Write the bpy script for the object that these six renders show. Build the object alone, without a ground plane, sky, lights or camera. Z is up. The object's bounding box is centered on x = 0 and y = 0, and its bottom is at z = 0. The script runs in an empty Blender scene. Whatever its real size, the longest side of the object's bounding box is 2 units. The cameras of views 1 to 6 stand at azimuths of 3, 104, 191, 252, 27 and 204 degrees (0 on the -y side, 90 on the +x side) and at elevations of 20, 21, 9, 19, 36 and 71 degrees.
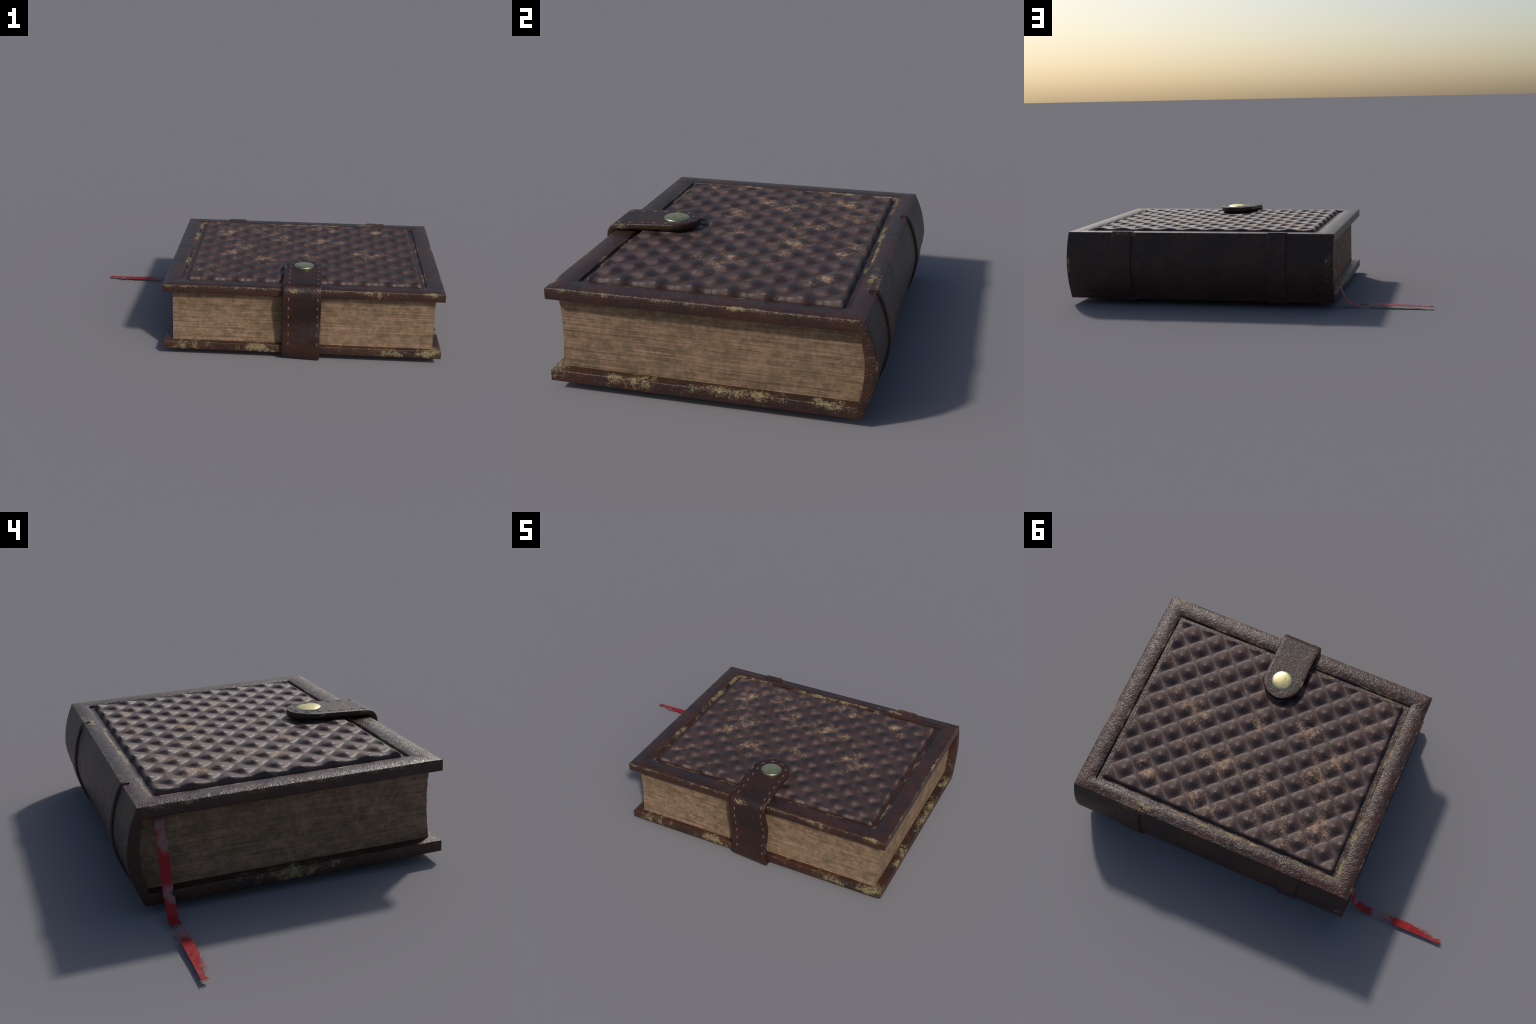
import bpy, bmesh, math, random
from mathutils import Vector, noise as mn

random.seed(7)

# ------------------------------------------------------------------ sizes (m)
X0, X1 = -0.478, 1.000          # boards, head to tail
Y0 = -0.585                     # fore-edge of the boards
YS = 0.545                      # where boards turn into the spine
ZB0, ZB1 = 0.033, 0.078         # back board, under / upper face
ZF0, ZF1 = 0.356, 0.401         # front board, under / upper face
GX0, GX1, GY0, GY1 = -0.389, 0.912, -0.496, 0.496   # inner edge of the frame
PX0, PX1, PY0, PY1 = -0.362, 0.887, -0.475, 0.475   # quilted pad
GROOVE = 0.0092
PITCH = 0.1348                  # quilting pitch along x+y and x-y
PEAK_U, PEAK_V = 0.386, 1.218   # one puff: x+y and x-y
SX0, SX1 = 0.156, 0.358         # strap
SCX = (SX0 + SX1) / 2

# ------------------------------------------------------------------ node help
class Mat:
    def __init__(self, name):
        self.m = bpy.data.materials.new(name)
        self.m.use_nodes = True
        self.t = self.m.node_tree
        self.t.nodes.clear()
        self.out = self.t.nodes.new('ShaderNodeOutputMaterial')
        self.b = self.t.nodes.new('ShaderNodeBsdfPrincipled')
        self.t.links.new(self.b.outputs[0], self.out.inputs[0])
        self.co = self.t.nodes.new('ShaderNodeTexCoord').outputs['Object']
        s = self.t.nodes.new('ShaderNodeSeparateXYZ')
        self.t.links.new(self.co, s.inputs[0])
        self.x, self.y, self.z = s.outputs[0], s.outputs[1], s.outputs[2]

    def put(self, sock, v):
        if isinstance(v, bpy.types.NodeSocket):
            self.t.links.new(v, sock)
        else:
            if isinstance(v, tuple) and len(v) == 3 and sock.type == 'RGBA':
                v = v + (1.0,)
            sock.default_value = v

    def math(self, op, a, b=0.0, clamp=False):
        n = self.t.nodes.new('ShaderNodeMath')
        n.operation = op
        n.use_clamp = clamp
        self.put(n.inputs[0], a)
        self.put(n.inputs[1], b)
        return n.outputs[0]

    def add(self, a, b): return self.math('ADD', a, b)
    def sub(self, a, b): return self.math('SUBTRACT', a, b)
    def mul(self, a, b): return self.math('MULTIPLY', a, b)
    def mn(self, a, b): return self.math('MINIMUM', a, b)
    def mx(self, a, b): return self.math('MAXIMUM', a, b)

    def step(self, v, lo, hi):
        """smooth 0..1 between lo and hi (hi may be below lo)"""
        n = self.t.nodes.new('ShaderNodeMapRange')
        n.interpolation_type = 'SMOOTHSTEP'
        flip = hi < lo
        self.put(n.inputs[0], v)
        n.inputs[1].default_value, n.inputs[2].default_value = (hi, lo) if flip else (lo, hi)
        n.inputs[3].default_value, n.inputs[4].default_value = (1, 0) if flip else (0, 1)
        return n.outputs[0]

    def scaled(self, sx, sy, sz, off=(0, 0, 0), rot=(0, 0, 0)):
        n = self.t.nodes.new('ShaderNodeMapping')
        self.t.links.new(self.co, n.inputs[0])
        n.inputs['Scale'].default_value = (sx, sy, sz)
        n.inputs['Location'].default_value = off
        n.inputs['Rotation'].default_value = rot
        return n.outputs[0]

    def noise(self, scale, detail=3.0, rough=0.55, co=None, dist=0.0):
        n = self.t.nodes.new('ShaderNodeTexNoise')
        self.put(n.inputs['Vector'], co or self.co)
        n.inputs['Scale'].default_value = scale
        n.inputs['Detail'].default_value = detail
        n.inputs['Roughness'].default_value = rough
        n.inputs['Distortion'].default_value = dist
        return n.outputs[0]

    def voronoi(self, scale, co=None, feature='F1'):
        n = self.t.nodes.new('ShaderNodeTexVoronoi')
        n.feature = feature
        self.put(n.inputs['Vector'], co or self.co)
        n.inputs['Scale'].default_value = scale
        return n.outputs['Distance']

    def mix(self, f, a, b):
        n = self.t.nodes.new('ShaderNodeMix')
        n.data_type = 'RGBA'
        self.put(n.inputs[0], f)
        self.put(n.inputs[6], a)
        self.put(n.inputs[7], b)
        return n.outputs[2]

    def spot(self, c, r):
        """soft 0..1 blob, ellipsoid of radii r round c"""
        co = self.scaled(1 / r[0], 1 / r[1], 1 / r[2],
                         off=(-c[0] / r[0], -c[1] / r[1], -c[2] / r[2]))
        n = self.t.nodes.new('ShaderNodeVectorMath')
        n.operation = 'LENGTH'
        self.t.links.new(co, n.inputs[0])
        return self.step(n.outputs['Value'], 1.0, 0.0)

    def spots(self, lst):
        v = None
        for c, r in lst:
            s = self.spot(c, r)
            v = s if v is None else self.mx(v, s)
        return v

    def bump(self, h, strength, dist, prev=None):
        n = self.t.nodes.new('ShaderNodeBump')
        n.inputs['Strength'].default_value = strength
        n.inputs['Distance'].default_value = dist
        self.put(n.inputs['Height'], h)
        if prev is not None:
            self.t.links.new(prev, n.inputs['Normal'])
        return n.outputs[0]

    def finish(self, col, rough, normal=None, metallic=0.0, spec=0.5):
        self.put(self.b.inputs['Base Color'], col)
        self.put(self.b.inputs['Roughness'], rough)
        self.put(self.b.inputs['Metallic'], metallic)
        self.put(self.b.inputs['Specular IOR Level'], spec)
        if normal is not None:
            self.t.links.new(normal, self.b.inputs['Normal'])
        return self.m

LEATHER_A = (0.050, 0.0175, 0.0095)
LEATHER_B = (0.027, 0.0125, 0.0095)
LEATHER_C = (0.070, 0.0225, 0.0095)
WORN = (0.245, 0.190, 0.092)

def leather(name, zone, base=0.0, crown=False, grain=(1, 1, 1), spec=0.42, rough=0.40, tone=1.0, bump=1.0):
    """Brown hide; zone(M) returns a 0..1 map of where the surface is rubbed through."""
    M = Mat(name)
    k = lambda c: tuple(v * tone for v in c)
    cl = M.noise(5.0, 4, 0.6)
    col = M.mix(M.step(cl, 0.35, 0.65), k(LEATHER_B), k(LEATHER_A))
    col = M.mix(M.mul(M.step(M.noise(17.0, 4, 0.65), 0.52, 0.72), 0.7), col, k(LEATHER_C))
    # rubbed patches: broad clouds x fine flakes, strongest where zone says
    patch = M.noise(19.0, 5, 0.7, co=M.scaled(1, 1, 1, off=(3.1, 1.7, 0.4)))
    flake = M.noise(135.0, 6, 0.88, co=M.scaled(1, 1, 1, off=(0.3, 5.1, 2.2)))
    drive = M.add(M.mul(patch, 0.85), M.mul(flake, 1.25))
    drive = M.add(drive, M.mul(zone(M), 0.46))
    worn = M.step(drive, 1.36 - base, 1.45 - base)
    wcol = M.mix(M.noise(40.0, 3, 0.6), (0.175, 0.135, 0.066), (0.295, 0.235, 0.120))
    col = M.mix(worn, col, wcol)
    gco = M.scaled(*grain)
    wrinkle = M.noise(34.0, 5, 0.62, gco, 1.8)
    pebble = M.add(0.45, M.mul(M.step(M.noise(9.0, 3, 0.6, co=M.scaled(1, 1, 1, off=(8, 2, 6))), 0.38, 0.62), 0.85))
    g1 = M.mul(M.voronoi(185.0, gco, 'SMOOTH_F1'), pebble)
    g2 = M.mul(M.noise(85.0, 4, 0.6, gco, 0.6), pebble)
    n = None
    if crown:                                   # padded frame: highest half way between rim and pad
        out = M.mn(M.mn(M.sub(M.x, X0), M.sub(X1, M.x)), M.mn(M.sub(M.y, Y0), M.sub(0.575, M.y)))
        t = M.math('MULTIPLY', out, 1 / 0.089, True)
        n = M.bump(M.mul(t, M.sub(1.0, t)), 1.0, 0.023)
    n = M.bump(g1, 0.42 * bump, 0.0030, n)
    n = M.bump(g2, 0.34 * bump, 0.0034, n)
    n = M.bump(wrinkle, 0.48 * bump, 0.0060, n)
    n = M.bump(worn, 0.35, 0.0012, n)
    r = M.add(rough - 0.06, M.mul(M.noise(22.0, 4, 0.65), 0.16))
    r = M.math('ADD', r, M.mul(worn, 0.25), True)
    return M.finish(col, r, n, 0.0, spec)

def front_zone(M):
    out = M.mn(M.mn(M.sub(M.x, X0), M.sub(X1, M.x)), M.sub(M.y, Y0))
    rim = M.mul(M.mul(M.step(out, 0.02, 0.0), M.step(M.z, 0.365, 0.398)), 0.62)
    inn = M.mx(M.mx(M.sub(GX0, M.x), M.sub(M.x, GX1)), M.mx(M.sub(GY0, M.y), M.sub(M.y, GY1)))
    lip = M.mul(M.step(M.math('ABSOLUTE', M.add(inn, 0.004)), 0.024, 0.002), M.add(0.30, M.mul(M.step(M.noise(6.5, 2, 0.5, co=M.scaled(1, 1, 1, off=(5, 1, 3))), 0.42, 0.60), 0.50)))
    sp = M.spots([((-0.39, 0.20, 0.39), (0.035, 0.34, 0.1)), ((-0.39, -0.22, 0.39), (0.035, 0.18, 0.1)),
                  ((0.62, 0.535, 0.40), (0.22, 0.05, 0.05)), ((0.3, 0.50, 0.40), (0.5, 0.02, 0.05)),
                  ((1.0, 0.12, 0.40), (0.03, 0.16, 0.03)), ((0.62, -0.585, 0.40), (0.14, 0.03, 0.06)),
                  ((0.93, -0.58, 0.40), (0.12, 0.03, 0.05))])
    return M.mx(M.mx(M.mx(rim, lip), M.mul(sp, 0.85)), M.add(0.10, M.mul(M.step(M.y, -0.578, -0.584), 0.22)))

def back_zone(M):
    sp = M.spots([((-0.36, -0.59, 0.06), (0.20, 0.06, 0.06)), ((0.72, -0.59, 0.06), (0.18, 0.05, 0.06)),
                  ((0.95, -0.57, 0.06), (0.14, 0.08, 0.06)), ((1.0, -0.28, 0.07), (0.07, 0.16, 0.06)),
                  ((0.99, 0.12, 0.075), (0.05, 0.32, 0.04)), ((0.99, 0.45, 0.075), (0.05, 0.14, 0.04)),
                  ((-0.46, 0.0, 0.06), (0.06, 0.35, 0.06)), ((0.05, -0.59, 0.06), (0.2, 0.05, 0.06))])
    return M.add(M.mul(sp, 0.50), 0.30)

def spine_zone(M):
    sp = M.spots([((0.66, 0.562, 0.395), (0.20, 0.05, 0.055)), ((0.62, 0.565, 0.04), (0.10, 0.05, 0.05)),
                  ((0.970, 0.556, 0.20), (0.029, 0.022, 0.22)), ((0.99, 0.61, 0.24), (0.03, 0.012, 0.2)), ((-0.45, 0.60, 0.24), (0.06, 0.03, 0.2))])
    lip = M.mul(M.step(M.z, 0.392, 0.400), 0.16)
    return M.sub(M.mx(M.mul(sp, 0.95), lip), 0.04)

def strap_zone(M):
    sp = M.spots([((0.22, -0.61, 0.405), (0.11, 0.06, 0.04)), ((0.31, -0.61, 0.392), (0.07, 0.06, 0.03)), ((0.356, -0.61, 0.13), (0.018, 0.06, 0.14)),
                  ((0.160, -0.56, 0.42), (0.02, 0.10, 0.05)), ((0.160, -0.61, 0.33), (0.012, 0.05, 0.06)),
                  ((0.160, -0.38, 0.445), (0.02, 0.12, 0.05)), ((0.358, -0.55, 0.42), (0.02, 0.1, 0.05))])
    return M.sub(M.mul(sp, 0.95), 0.14)

MAT_FRONT = leather('cover_leather', front_zone, base=0.0, crown=True, rough=0.32, spec=0.50)
MAT_BACK = leather('back_cover_leather', back_zone, base=0.01, grain=(1, 1, 1))
MAT_SPINE = leather('spine_leather', spine_zone, base=-0.06, grain=(1.0, 1, 1.3), crown=True, rough=0.38, bump=1.5)
MAT_STRAP = leather('strap_leather', strap_zone, base=-0.03, grain=(0.7, 1.25, 1.25), tone=0.72, bump=0.8)

def quilt_material():
    M = Mat('quilted_leather')
    col = M.mix(M.step(M.noise(6.0, 4, 0.6), 0.35, 0.65), (0.047, 0.0250, 0.0220), (0.062, 0.0335, 0.0295))
    zones = M.spots([((0.33, 0.16, 0.4), (0.22, 0.17, 0.3)), ((0.70, 0.37, 0.4), (0.13, 0.08, 0.3)),
                     ((0.10, 0.22, 0.4), (0.16, 0.17, 0.3)), ((-0.20, 0.28, 0.4), (0.17, 0.22, 0.3)),
                     ((-0.02, 0.36, 0.4), (0.18, 0.14, 0.3)), ((0.02, -0.16, 0.4), (0.16, 0.13, 0.3)),
                     ((0.25, -0.10, 0.4), (0.16, 0.10, 0.3)), ((0.38, 0.40, 0.4), (0.16, 0.10, 0.3)),
                     ((-0.16, -0.08, 0.4), (0.16, 0.14, 0.3)), ((-0.12, 0.05, 0.4), (0.2, 0.16, 0.3)),
                     ((0.62, -0.05, 0.4), (0.20, 0.16, 0.3)), ((-0.26, -0.32, 0.4), (0.12, 0.12, 0.3))])
    patch = M.noise(16.0, 5, 0.7, co=M.scaled(1, 1, 0.2, off=(1.3, 0.7, 0)))
    fib = M.noise(110.0, 6, 0.85, co=M.scaled(1.0, 1.0, 0.3, rot=(0, 0, 0.5)), dist=1.4)
    drive = M.add(M.add(M.mul(patch, 0.85), M.mul(fib, 1.5)), M.mul(zones, 0.17))
    worn = M.step(drive, 1.355, 1.425)
    col = M.mix(M.mul(worn, 0.9), col, M.mix(M.noise(50.0, 2), (0.22, 0.140, 0.085), (0.42, 0.270, 0.165)))
    # puffs, repeated here so that shading is as crisp as the stitching
    w = 2 * math.pi / PITCH
    u = M.math('COSINE', M.mul(M.sub(M.add(M.x, M.y), PEAK_U), w))
    v = M.math('COSINE', M.mul(M.sub(M.sub(M.x, M.y), PEAK_V), w))
    cell = M.mul(M.mul(M.add(u, 1), M.add(v, 1)), 0.25)
    puff = M.add(M.math('POWER', cell, 0.8), M.mul(M.math('POWER', cell, 14.0), 0.10))
    n = M.bump(puff, 1.0, 0.0205)
    n = M.bump(M.noise(38.0, 4, 0.6), 0.35, 0.006, n)
    n = M.bump(M.voronoi(120.0, None, 'SMOOTH_F1'), 0.25, 0.003, n)
    r = M.add(0.47, M.mul(M.noise(30.0, 4, 0.6), 0.16))
    return M.finish(col, M.add(r, M.mul(worn, 0.25)), n, 0, 0.5)
MAT_QUILT = quilt_material()

def page_material():
    M = Mat('aged_paper')
    streak = M.noise(1.0, 5, 0.68, co=M.scaled(3.2, 3.2, 200))
    cloud = M.noise(15.0, 5, 0.7, co=M.scaled(1, 1, 1.6))
    blot = M.noise(48.0, 4, 0.7, co=M.scaled(1, 1, 0.8))
    f = M.add(M.add(M.mul(streak, 0.48), M.mul(cloud, 0.44)), M.mul(blot, 0.32))
    col = M.mix(M.step(f, 0.50, 0.76), (0.118, 0.083, 0.046), (0.280, 0.177, 0.114))  # dark tone painted from shadowed page edges, pale tone from sunlit ones
    pink = M.step(M.noise(1.0, 4, 0.65, co=M.scaled(16, 16, 90, off=(4, 2, 1))), 0.56, 0.70)
    col = M.mix(M.mul(pink, 0.55), col, (0.31, 0.185, 0.125))
    ora = M.step(M.noise(14.0, 3, 0.6, co=M.scaled(1, 1, 1.4, off=(7, 3, 2))), 0.62, 0.75)
    col = M.mix(M.mul(ora, 0.4), col, (0.26, 0.135, 0.055))
    gap = M.step(M.noise(1.0, 2, 0.5, co=M.scaled(4, 4, 220, off=(1, 9, 5))), 0.66, 0.72)
    col = M.mix(M.mul(gap, 0.25), col, (0.055, 0.038, 0.020))
    n = M.bump(streak, 0.45, 0.003)
    n = M.bump(blot, 0.25, 0.004, n)
    return M.finish(col, 0.8, n, 0, 0.25)
MAT_PAGE = page_material()

def brass_material():
    M = Mat('greenish_brass')
    r = M.math('SQRT', M.add(M.math('POWER', M.sub(M.x, 0.261), 2.0), M.math('POWER', M.sub(M.y, -0.344), 2.0)))
    cl = M.noise(45.0, 4, 0.6)
    col = M.mix(M.step(cl, 0.40, 0.65), (0.54, 0.48, 0.26), (0.66, 0.56, 0.27))
    green_rim = M.step(M.add(r, M.mul(M.sub(M.noise(70.0, 4, 0.6), 0.5), 0.03)), 0.036, 0.056)
    col = M.mix(M.mul(green_rim, 0.75), col, (0.20, 0.27, 0.22))
    n = M.bump(M.noise(30.0, 3, 0.5), 0.25, 0.004)
    return M.finish(col, M.add(0.32, M.mul(cl, 0.16)), n, 0.92)
MAT_BRASS = brass_material()

def thread_material():
    M = Mat('stitch_thread')
    col = M.mix(M.noise(60.0, 3), (0.115, 0.048, 0.037), (0.20, 0.094, 0.074))
    return M.finish(col, 0.5, M.bump(M.noise(300.0, 2), 0.4, 0.002))
MAT_THREAD = thread_material()

def ribbon_material():
    M = Mat('ribbon_silk')
    col = M.mix(M.noise(40.0, 3), (0.21, 0.005, 0.008), (0.36, 0.013, 0.015))
    f = M.noise(18.0, 5, 0.7, co=M.scaled(1, 0.6, 0.8, off=(2.2, 0.4, 0.9)))
    sp = M.spots([((-0.665, 0.485, 0.01), (0.07, 0.12, 0.2)), ((-0.94, 0.45, 0.01), (0.14, 0.05, 0.2)),
                  ((-0.505, 0.47, 0.075), (0.04, 0.06, 0.055)), ((-0.485, 0.47, 0.27), (0.06, 0.06, 0.075)),
                  ((-0.455, 0.47, 0.33), (0.06, 0.08, 0.05))])
    fade = M.step(M.add(f, M.mul(sp, 0.55)), 0.53, 0.84)
    col = M.mix(M.mul(fade, 0.85), col, (0.225, 0.135, 0.140))
    n = M.bump(M.noise(1.0, 2, co=M.scaled(60, 900, 60)), 0.2, 0.001)
    return M.finish(col, 0.6, n, 0, 0.3)
MAT_RIBBON = ribbon_material()

# ------------------------------------------------------------------ mesh help
def new_object(name, verts, faces, mat, parent, smooth_angle=None, smooth=True):
    me = bpy.data.meshes.new(name)
    me.from_pydata([tuple(v) for v in verts], [], faces)
    me.update()
    bm = bmesh.new()
    bm.from_mesh(me)
    bmesh.ops.remove_doubles(bm, verts=bm.verts, dist=1e-6)
    bmesh.ops.recalc_face_normals(bm, faces=bm.faces)
    if smooth_angle is not None:
        for e in bm.edges:
            if len(e.link_faces) == 2 and e.calc_face_angle(0) > smooth_angle:
                e.smooth = False
    for f in bm.faces:
        f.smooth = smooth
    bm.to_mesh(me)
    bm.free()
    me.materials.append(mat)
    ob = bpy.data.objects.new(name, me)
    bpy.context.scene.collection.objects.link(ob)
    ob.parent = parent
    return ob

def rect_ring(x0, x1, y0, y1, z, nx, ny):
    pts = []
    for i in range(nx): pts.append((x0 + (x1 - x0) * i / nx, y0, z))
    for i in range(ny): pts.append((x1, y0 + (y1 - y0) * i / ny, z))
    for i in range(nx): pts.append((x1 - (x1 - x0) * i / nx, y1, z))
    for i in range(ny): pts.append((x0, y1 - (y1 - y0) * i / ny, z))
    return pts

def loft(rings, caps=(True, True)):
    n = len(rings[0])
    verts = [p for r in rings for p in r]
    faces = []
    for k in range(len(rings) - 1):
        for i in range(n):
            j = (i + 1) % n
            faces.append((k * n + i, k * n + j, (k + 1) * n + j, (k + 1) * n + i))
    if caps[0]: faces.append(tuple(range(n))[::-1])
    if caps[1]: faces.append(tuple(range((len(rings) - 1) * n, len(rings) * n)))
    return verts, faces

root = bpy.data.objects.new('leather_book', None)
bpy.context.scene.collection.objects.link(root)
root.empty_display_size = 0.2
root["label"] = "old brown leather book with quilted cover, strap and ribbon"
root["category"] = "book"

# ------------------------------------------------------------------ boards
def board(name, z_in, z_out, mat):
    """Board with a raised frame round a sunk field on its outer face. s=+1 front, -1 back."""
    s = 1 if z_out > z_in else -1
    b = 0.0045
    def ring(off, z):                         # outer ring pulled in by off, open to the spine at +y
        return rect_ring(X0 + off, X1 - off, Y0 + off, YS, z, 36, 28)
    def inner(off, z):
        return rect_ring(GX0 + off, GX1 - off, GY0 + off, GY1 - off, z, 36, 28)
    rings = [ring(b, z_in)]
    for a in (0, 30, 60, 90):
        t = math.radians(a)
        rings.append(ring(b * (1 - math.sin(t)), z_in + s * b * (1 - math.cos(t))))
    for a in (0, 30, 60, 90):
        t = math.radians(a)
        rings.append(ring(b * (1 - math.cos(t)), z_out - s * b * (1 - math.sin(t))))
    c = 0.003
    for t in (0.08, 0.16, 0.26, 0.38, 0.5, 0.62, 0.74, 0.84, 0.92):
        lerp = lambda p, q: p + (q - p) * t
        rings.append(rect_ring(lerp(X0 + b, GX0 - c), lerp(X1 - b, GX1 + c), lerp(Y0 + b, GY0 - c), lerp(YS, GY1 + c),
                               z_out + s * 0.0012 * (1 - (2 * t - 1) ** 2), 36, 28))
    for a in (0, 30, 60, 90):
        t = math.radians(a)
        rings.append(inner(-c + c * math.sin(t), z_out - s * c * (1 - math.cos(t))))
    rings.append(inner(0.001, z_out - s * GROOVE))
    v, f = loft(rings)
    ob = new_object(name, v, f, mat, root, math.radians(50))
    return ob
front = board('front_cover', ZF0, ZF1, MAT_FRONT)
back = board('back_cover', ZB1, ZB0, MAT_BACK)

# ------------------------------------------------------------------ quilted pads
def pad(name, z_floor, s, parent):
    """Rectangular padded field, puffs on a 45 degree lattice, edge rolled down to the field."""
    st = 0.0042
    nx, ny = int((PX1 - PX0) / st), int((PY1 - PY0) / st)
    w = 2 * math.pi / PITCH
    verts, faces = [], []
    for j in range(ny + 1):
        for i in range(nx + 1):
            x = PX0 + (PX1 - PX0) * i / nx
            y = PY0 + (PY1 - PY0) * j / ny
            u = 0.5 + 0.5 * math.cos((x + y - PEAK_U) * w)
            v = 0.5 + 0.5 * math.cos((x - y - PEAK_V) * w)
            h = (u * v) ** 0.8
            d = min(x - PX0, PX1 - x, y - PY0, PY1 - y)
            t = min(d / 0.016, 1.0)
            roll = math.sqrt(max(0.0, 1 - (1 - t) ** 2))
            wob = 0.0015 * mn.noise(Vector((x * 22, y * 22, 3.0)))
            z = z_floor - s * 0.002 + s * (roll * (0.0183 + 0.0045 * h) + wob * t)
            # scalloped outline: the pad bulges out at a puff, draws in at a seam
            draw = 0.002 * (1 - h) * (1 - min(d / 0.03, 1.0))
            cx = 1 if x - PX0 < 0.03 else (-1 if PX1 - x < 0.03 else 0)
            cy = 1 if y - PY0 < 0.03 else (-1 if PY1 - y < 0.03 else 0)
            verts.append((x + cx * draw, y + cy * draw, z))
    for j in range(ny):
        for i in range(nx):
            a = j * (nx + 1) + i
            faces.append((a, a + 1, a + nx + 2, a + nx + 1))
    ob = new_object(name, verts, faces, MAT_QUILT, parent)
    return ob
pad('quilted_panel', ZF1 - GROOVE, 1, front)
pad('quilted_panel', ZB0 + GROOVE, -1, back)

# ------------------------------------------------------------------ spine
OUT = [(0.562, ZF1), (0.5725, 0.3775), (0.583, 0.354), (0.591, 0.332), (0.598, 0.309), (0.6035, 0.283), (0.6085, 0.257), (0.6125, 0.218),
       (0.6075, 0.172), (0.596, 0.121), (0.580, 0.078), (0.562, ZB0)]
INN = [(0.545, ZB1), (0.552, 0.109), (0.561, 0.150), (0.566, 0.205), (0.566, 0.235),
       (0.563, 0.270), (0.554, 0.315), (0.545, ZF0)]
def spine():
    prof = [(YS, ZF1)] + OUT + [(YS, ZB0)] + INN
    cy, cz = 0.57, 0.217
    b = 0.0045
    def ring(x, off):
        r = []
        for y, z in prof:
            if y <= YS + 1e-6:
                zz = z - off if z > 0.38 else (z + off if z < 0.05 else (z + off if z > cz else z - off))
                r.append((x, y, zz))
            else:
                inside = (y, z) in INN
                d = Vector((0, y - 0.45, (z - cz) * 0.7)).normalized()
                k = off if inside else -off
                r.append((x, y + d.y * k, z + d.z * k))
        return r
    # ends: small rounded edge
    rings = [ring(X0, b), ring(X0 + b * 0.134, b * 0.5), ring(X0 + b * 0.5, b * 0.134), ring(X0 + b, 0)]
    n = 48
    for i in range(1, n):
        rings.append(ring(X0 + b + (X1 - X0 - 2 * b) * i / n, 0))
    rings += [ring(X1 - b, 0), ring(X1 - b * 0.5, b * 0.134), ring(X1 - b * 0.134, b * 0.5), ring(X1, b)]
    v, f = loft(rings)
    return new_object('spine', v, f, MAT_SPINE, root, math.radians(38))
spine_ob = spine()

def band(xa, xb):
    """raised cord band wrapped over the spine"""
    h = 0.0095
    path = [(0.534, ZF1 - 0.004), (0.536, ZF1 + 0.0045), (0.5645, ZF1 + 0.0060)]
    path += [(y + h * 0.97, z + (z - 0.217) * 0.02) for y, z in OUT[1:-1]]
    path += [(0.5655, ZB0 - 0.007), (0.536, ZB0 - 0.006), (0.534, ZB0 + 0.004)]
    low = [(min(y, 0.535) if i < 2 or i > len(path) - 3 else y - 0.018, z) for i, (y, z) in enumerate(path)]
    low[2] = (0.55, ZF1 - 0.006); low[-3] = (0.55, ZB0 + 0.006)
    e = 0.006
    cols = [(xa, low), (xa + 0.0008, [((p[0] * 0.75 + q[0] * 0.25), (p[1] * 0.75 + q[1] * 0.25)) for p, q in zip(path, low)]),
            (xa + e, path)]
    m = 8
    for i in range(1, m): cols.append((xa + e + (xb - xa - 2 * e) * i / m, path))
    cols += [(xb - e, path), (xb - 0.0008, cols[1][1]), (xb, low)]
    v, f = [], []
    n = len(path)
    for x, p in cols: v += [(x, y, z) for y, z in p]
    for k in range(len(cols) - 1):
        for i in range(n - 1):
            f.append((k * n + i, k * n + i + 1, (k + 1) * n + i + 1, (k + 1) * n + i))
    return new_object('spine_band', v, f, MAT_SPINE, spine_ob, math.radians(40))
band(-0.226, -0.120)
band(0.630, 0.745)

# ------------------------------------------------------------------ pages
def pages():
    xa, xb = -0.4295, 0.955
    rows = 110
    rings = []
    rnd = random.Random(3)
    off = [0.0]
    for k in range(rows + 1):
        off.append(off[-1] * 0.55 + rnd.uniform(-1, 1) * 0.0006)
    def interp(tab, z):
        for (z0, a), (z1, c) in zip(tab, tab[1:]):
            if z0 <= z <= z1:
                t = (z - z0) / (z1 - z0)
                return a + (c - a) * t
        return tab[-1][1]
    foretab = [(0.0, -0.5540)] + [(0.078 + 0.278 * t, -0.5560 + 0.0105 * math.sin(math.pi * t) ** 0.8) for t in [i / 16 for i in range(17)]] + [(0.5, -0.5530)]
    backtab = sorted([(z, y - 0.0008) for y, z in INN])
    for k in range(rows + 1):
        z = ZB1 - 0.001 + (ZF0 - ZB1 + 0.002) * k / rows
        yf, yb = interp(foretab, z), interp(backtab, min(max(z, ZB1), ZF0))
        r = []
        for (x, y, zz) in rect_ring(xa, xb, yf, yb, z, 90, 70):
            d = off[k] + 0.0008 * mn.noise(Vector((x * 5, y * 5, z * 130)))
            if abs(y - yf) < 1e-9: y -= d
            if abs(x - xa) < 1e-9: x -= d
            if abs(x - xb) < 1e-9: x += d
            r.append((x, y, zz))
        rings.append(r)
    v, f = loft(rings)
    return new_object('page_block', v, f, MAT_PAGE, root, math.radians(40))
pages()

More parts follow.
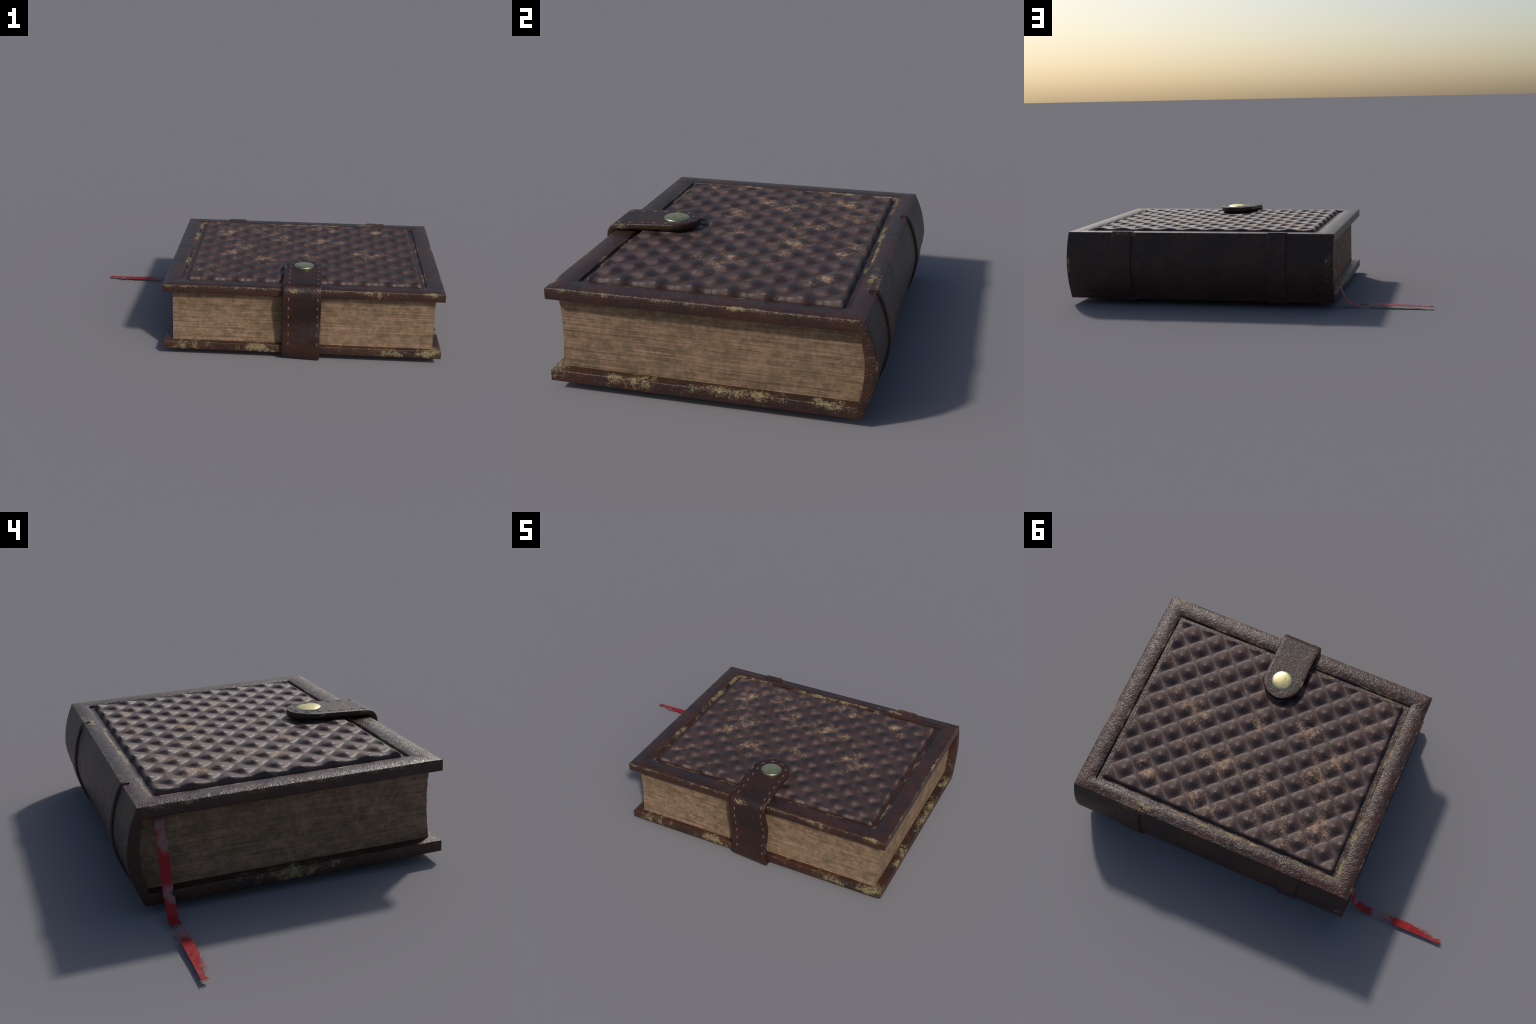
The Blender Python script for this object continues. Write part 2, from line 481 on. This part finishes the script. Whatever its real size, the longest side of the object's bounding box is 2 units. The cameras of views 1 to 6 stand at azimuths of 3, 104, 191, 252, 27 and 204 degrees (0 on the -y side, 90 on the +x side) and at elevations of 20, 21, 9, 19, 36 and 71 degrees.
# ------------------------------------------------------------------ strap
# outer face, from the tip on the front cover over the fore-edge to the underside (y, z)
STRAP = [(-0.250, 0.4465), (-0.30, 0.4468), (-0.36, 0.4445), (-0.43, 0.4405), (-0.50, 0.4365), (-0.560, 0.4325), (-0.582, 0.4300),
         (-0.598, 0.4235), (-0.610, 0.4130), (-0.6185, 0.3980), (-0.6220, 0.3780), (-0.6222, 0.35), (-0.6205, 0.31), (-0.6190, 0.27),
         (-0.6175, 0.23), (-0.6170, 0.18), (-0.6150, 0.13), (-0.6105, 0.08), (-0.6060, 0.054), (-0.5990, 0.035), (-0.5890, 0.020),
         (-0.575, 0.0095), (-0.558, 0.004), (-0.535, 0.0012), (-0.50, 0.0), (-0.42, 0.0), (-0.36, 0.001)]
THICK = 0.0265

def smooth_path(pts, n):
    P = [Vector((a, b, 0)) for a, b in pts]
    out = []
    for i in range(len(P) - 1):
        p0, p1, p2, p3 = P[max(i - 1, 0)], P[i], P[i + 1], P[min(i + 2, len(P) - 1)]
        for k in range(n):
            t = k / n
            out.append(0.5 * ((2 * p1) + (p2 - p0) * t + (2 * p0 - 5 * p1 + 4 * p2 - p3) * t * t + (3 * p1 - p0 - 3 * p2 + p3) * t ** 3))
    out.append(P[-1])
    return [(p.x, p.y) for p in out]
SPATH = smooth_path(STRAP, 5)
SNORM = []
for i in range(len(SPATH)):
    a, c = SPATH[max(i - 1, 0)], SPATH[min(i + 1, len(SPATH) - 1)]
    t = Vector((c[0] - a[0], c[1] - a[1])).normalized()
    SNORM.append(Vector((t.y, -t.x)))          # points to the inside of the strap
if SNORM[3].y > 0: SNORM = [-n for n in SNORM]

def sag(x, z):
    """the strap sinks towards the page edges between the boards, more on its tail side"""
    k = (x - SX0) / (SX1 - SX0)
    g = max(0.0, 1 - ((z - 0.170 - 0.06 * k) / (0.135 - 0.02 * k)) ** 2)
    return g * g * (0.011 + 0.014 * k)

def strap():
    rcx, rcy, R = SCX, -0.351, (SX1 - SX0) / 2
    rings = []
    b = 0.0055
    m = 14
    for i, ((y, z), nv) in enumerate(zip(SPATH, SNORM)):
        hw = R
        if i < 30 and y > rcy:                 # rounded tip
            t = min((y - rcy) / R, 1.0)
            hw = R * math.sqrt(max(0.0, 1 - t * t))
            hw = max(hw, 0.004)
        cs = []
        bb = min(b, hw * 0.45)
        top = [(-hw, THICK * 0.5), (-hw, b), (-hw + bb * 0.15, b * 0.5), (-hw + bb * 0.5, b * 0.15), (-hw + bb, 0)]
        cs += top
        for k in range(1, m): cs.append((-hw + bb + (2 * hw - 2 * bb) * k / m, 0))
        cs += [(-a, d) for a, d in top[::-1]]
        bot = [(hw, THICK - b), (hw - bb * 0.5, THICK - b * 0.15), (hw - bb, THICK)]
        cs += bot
        for k in range(1, m): cs.append((hw - bb - (2 * hw - 2 * bb) * k / m, THICK))
        cs += [(-a, d) for a, d in bot[::-1]]
        r = []
        for a, d in cs:
            x = SCX + a
            s = sag(x, z) if -0.63 < y < -0.595 else 0.0
            wx = 0.0012 * mn.noise(Vector((z * 14 + y * 9, 2.0, 1.0)))
            kk = (x - SX0) / (SX1 - SX0)                     # the fold at the foot hangs lower on one side
            foot = min(1.0, max(0.0, (0.10 - z) / 0.06)) * min(1.0, max(0.0, (-0.53 - y) / 0.05)) if y < -0.53 and z < 0.1 else 0.0
            r.append((x + wx, y + nv.x * d + s - 0.008 * kk * foot, z + nv.y * d - min(0.011, max(z - 0.001, 0)) * kk * foot))
        rings.append(r)
    # refine the tip: cluster cross-sections towards the very end
    v, f = loft(rings)
    return new_object('closing_strap', v, f, MAT_STRAP, root, math.radians(55))

# denser sampling near the tip so that its half circle is round
tip = []
for k in range(0, 24):
    t = math.sin(math.pi / 2 * (1 - k / 24))
    tip.append(-0.351 + 0.1005 * t)
def z_at(y):
    for (y0, z0), (y1, z1) in zip(SPATH, SPATH[1:]):
        if y1 <= y <= y0:
            return z0 + (z1 - z0) * (y - y0) / (y1 - y0)
    return SPATH[0][1]
newp = [(y, z_at(y)) for y in tip]
newn = [Vector((0.0, -1.0)) for _ in tip]
keep = [i for i, p in enumerate(SPATH) if p[0] < -0.352 and i > 2]
rest_p, rest_n = [SPATH[i] for i in keep], [SNORM[i] for i in keep]
first_n = rest_n[0]
SPATH = newp + rest_p
SNORM = [first_n.copy() for _ in tip] + rest_n
strap_ob = strap()

# ------------------------------------------------------------------ stitches
def stitch_mesh():
    bm = bmesh.new()
    bmesh.ops.create_uvsphere(bm, u_segments=12, v_segments=8, radius=1.0)
    for vtx in bm.verts:
        c = vtx.co
        # blunt capsule, long in x
        c.x = math.copysign(abs(c.x) ** 0.6, c.x) * 0.0105
        c.y *= 0.0042
        c.z *= 0.0022
    for f in bm.faces: f.smooth = True
    me = bpy.data.meshes.new('stitch')
    bm.to_mesh(me)
    bm.free()
    me.materials.append(MAT_THREAD)
    return me
ST = stitch_mesh()
rs = random.Random(5)
def place(p, along, up):
    o = bpy.data.objects.new('stitch', ST)
    bpy.context.scene.collection.objects.link(o)
    along = along.normalized()
    up = (up - along * up.dot(along)).normalized()
    side = up.cross(along)
    from mathutils import Matrix
    k = rs.uniform(0.85, 1.12)
    M = Matrix(((along.x * k, side.x, up.x, p.x), (along.y * k, side.y, up.y, p.y), (along.z * k, side.z, up.z, p.z), (0, 0, 0, 1)))
    o.matrix_world = M
    o.parent = strap_ob

# walk the outer path by arc length
acc, L = [0.0], 0.0
for p, q in zip(SPATH, SPATH[1:]):
    L += math.hypot(q[0] - p[0], q[1] - p[1])
    acc.append(L)
def at(s):
    for i in range(len(acc) - 1):
        if acc[i] <= s <= acc[i + 1]:
            t = (s - acc[i]) / max(acc[i + 1] - acc[i], 1e-9)
            a, c = SPATH[i], SPATH[i + 1]
            return (a[0] + (c[0] - a[0]) * t, a[1] + (c[1] - a[1]) * t), Vector((c[0] - a[0], c[1] - a[1])).normalized(), SNORM[i]
s_start = next(acc[i] for i, p in enumerate(SPATH) if p[0] < -0.355)
for x in (0.188, 0.3395):
    s = s_start + 0.005
    while True:
        (y, z), t, nv = at(s)
        if z < 0.07 and y < -0.55: break
        sg = sag(x, z) if -0.63 < y < -0.595 else 0.0
        jit = rs.uniform(-0.0015, 0.0015)
        place(Vector((x + jit, y - nv.x * 0.0006 + sg, z - nv.y * 0.0006)), Vector((rs.uniform(-.08, .08), t.x, t.y)), Vector((0, -nv.x, -nv.y)))
        s += 0.0515
for k in range(4):
    a = math.radians(28 + 41.5 * k)
    R = 0.0755
    y = -0.349 + R * math.sin(a)
    place(Vector((SCX + 0.006 + R * math.cos(a), y, z_at(y) + 0.0007)), Vector((-math.sin(a), math.cos(a), 0)), Vector((0, 0, 1)))

# ------------------------------------------------------------------ stud
def stud():
    prof = [(0.0545, -0.004), (0.0545, 0.0015), (0.0535, 0.0035), (0.0515, 0.0050), (0.048, 0.0063), (0.042, 0.0076),
            (0.034, 0.0088), (0.024, 0.0098), (0.012, 0.0104), (0.0015, 0.0106)]
    n = 64
    rings = []
    for r, h in prof:
        ring = []
        for i in range(n):
            a = 2 * math.pi * i / n
            x, y = r * math.cos(a), r * math.sin(a)
            ring.append((0.261 + x, -0.344 + y, 0.4445 + h - y * 0.05))
        rings.append(ring)
    v, f = loft(rings)
    return new_object('stud', v, f, MAT_BRASS, strap_ob, math.radians(60))
stud()

# ------------------------------------------------------------------ ribbon
def ribbon():
    # (x, y centre, z) from between the leaves down to the ground and out
    path = [(-0.420, 0.480, 0.3500), (-0.440, 0.4815, 0.3460), (-0.4530, 0.4825, 0.3400), (-0.464, 0.4835, 0.3270), (-0.473, 0.484, 0.3080), (-0.480, 0.4845, 0.290),
            (-0.4855, 0.485, 0.256), (-0.4895, 0.4855, 0.20), (-0.4945, 0.4855, 0.150), (-0.5010, 0.485, 0.111), (-0.5125, 0.484, 0.074), (-0.526, 0.484, 0.046),
            (-0.541, 0.485, 0.0270), (-0.562, 0.487, 0.0165), (-0.60, 0.4875, 0.0130), (-0.65, 0.4865, 0.0135), (-0.70, 0.4855, 0.0150),
            (-0.76, 0.4845, 0.0150), (-0.83, 0.4835, 0.0140), (-0.90, 0.4830, 0.0130), (-0.9680, 0.4835, 0.0120)]
    pts = []
    P = [Vector(p) for p in path]
    for i in range(len(P) - 1):
        p0, p1, p2, p3 = P[max(i - 1, 0)], P[i], P[i + 1], P[min(i + 2, len(P) - 1)]
        for k in range(5):
            t = k / 5
            pts.append(0.5 * ((2 * p1) + (p2 - p0) * t + (2 * p0 - 5 * p1 + 4 * p2 - p3) * t * t + (3 * p1 - p0 - 3 * p2 + p3) * t ** 3))
    pts.append(P[-1])
    # woven band, one cell = a few threads; cells that are rubbed through are left out
    dense = [pts[0]]
    for p, q in zip(pts, pts[1:]):
        k = max(1, int((q - p).length / 0.0024))
        for j in range(1, k + 1): dense.append(p.lerp(q, j / k))
    pts = dense
    m = 22
    hw = 0.0192
    n = len(pts)
    top, low = [], []
    for i, p in enumerate(pts):
        a, c = pts[max(i - 1, 0)], pts[min(i + 1, n - 1)]
        t = (c - a).normalized()
        nv = Vector((t.z, 0, -t.x))
        for k in range(m + 1):
            f = k / m * 2 - 1
            jag = 0.0016 * mn.noise(Vector((p.x * 160 + p.z * 130, f * 3, 1)))
            q = p + Vector((0, f * hw + jag * abs(f), 0))
            q.z += 0.0012 * mn.noise(Vector((p.x * 30, f * 0.8, p.z * 20)))
            if i > n - 6: q.x -= 0.012 * abs(mn.noise(Vector((k * 0.9, 4.0, i * 0.3)))) * (i - n + 6)
            top.append(q + nv * 0.0007)
            low.append(q - nv * 0.0007)
    def worn_through(p, f):
        g = mn.fractal(Vector((p.x * 34 + 3, f * 1.6 + p.z * 26, p.z * 34 + p.x * 5)), 0.8, 2.0, 5) * 0.8
        w = 0.0
        for (cx, cz, rx, rz, fc, rf, amt) in (
                (-0.475, 0.300, 0.03, 0.038, -1.1, 0.75, 1.10), (-0.505, 0.075, 0.03, 0.030, -1.0, 0.8, 0.70),
                (-0.632, 0.013, 0.045, 0.05, -0.1, 1.9, 1.35), (-0.690, 0.013, 0.035, 0.05, 0.7, 0.9, 0.75),
                (-0.950, 0.013, 0.065, 0.05, -0.9, 1.5, 1.10), (-0.86, 0.013, 0.06, 0.05, -1.2, 0.7, 0.8)):
            d = ((p.x - cx) / rx) ** 2 + ((p.z - cz) / rz) ** 2 + ((f - fc) / rf) ** 2
            w = max(w, amt * max(0.0, 1 - d))
        return g + w > 0.55
    cells = []
    for i in range(n - 1):
        for k in range(m):
            f = (k + 0.5) / m * 2 - 1
            mid = (pts[i] + pts[i + 1]) / 2
            keep_thread = (k % 8 == 4) and mid.x > -0.93
            if worn_through(mid, f) and not keep_thread: continue
            g = i * (m + 1) + k
            cells.append((g, g + 1, g + m + 2, g + m + 1))
    N = len(top)
    count = {}
    for c in cells:
        for e in zip(c, c[1:] + c[:1]): count[tuple(sorted(e))] = count.get(tuple(sorted(e)), 0) + 1
    faces = [c for c in cells] + [tuple(N + i for i in c[::-1]) for c in cells]
    faces += [(a, b, N + b, N + a) for (a, b), k in count.items() if k == 1]
    used = sorted({i for f in faces for i in f})
    remap = {o: k for k, o in enumerate(used)}
    allv = top + low
    me = bpy.data.meshes.new('bookmark_ribbon')
    me.from_pydata([tuple(allv[i]) for i in used], [], [tuple(remap[i] for i in f) for f in faces])
    me.update()
    me.materials.append(MAT_RIBBON)
    ob = bpy.data.objects.new('bookmark_ribbon', me)
    bpy.context.scene.collection.objects.link(ob)
    ob.parent = root
    return ob
ribbon()
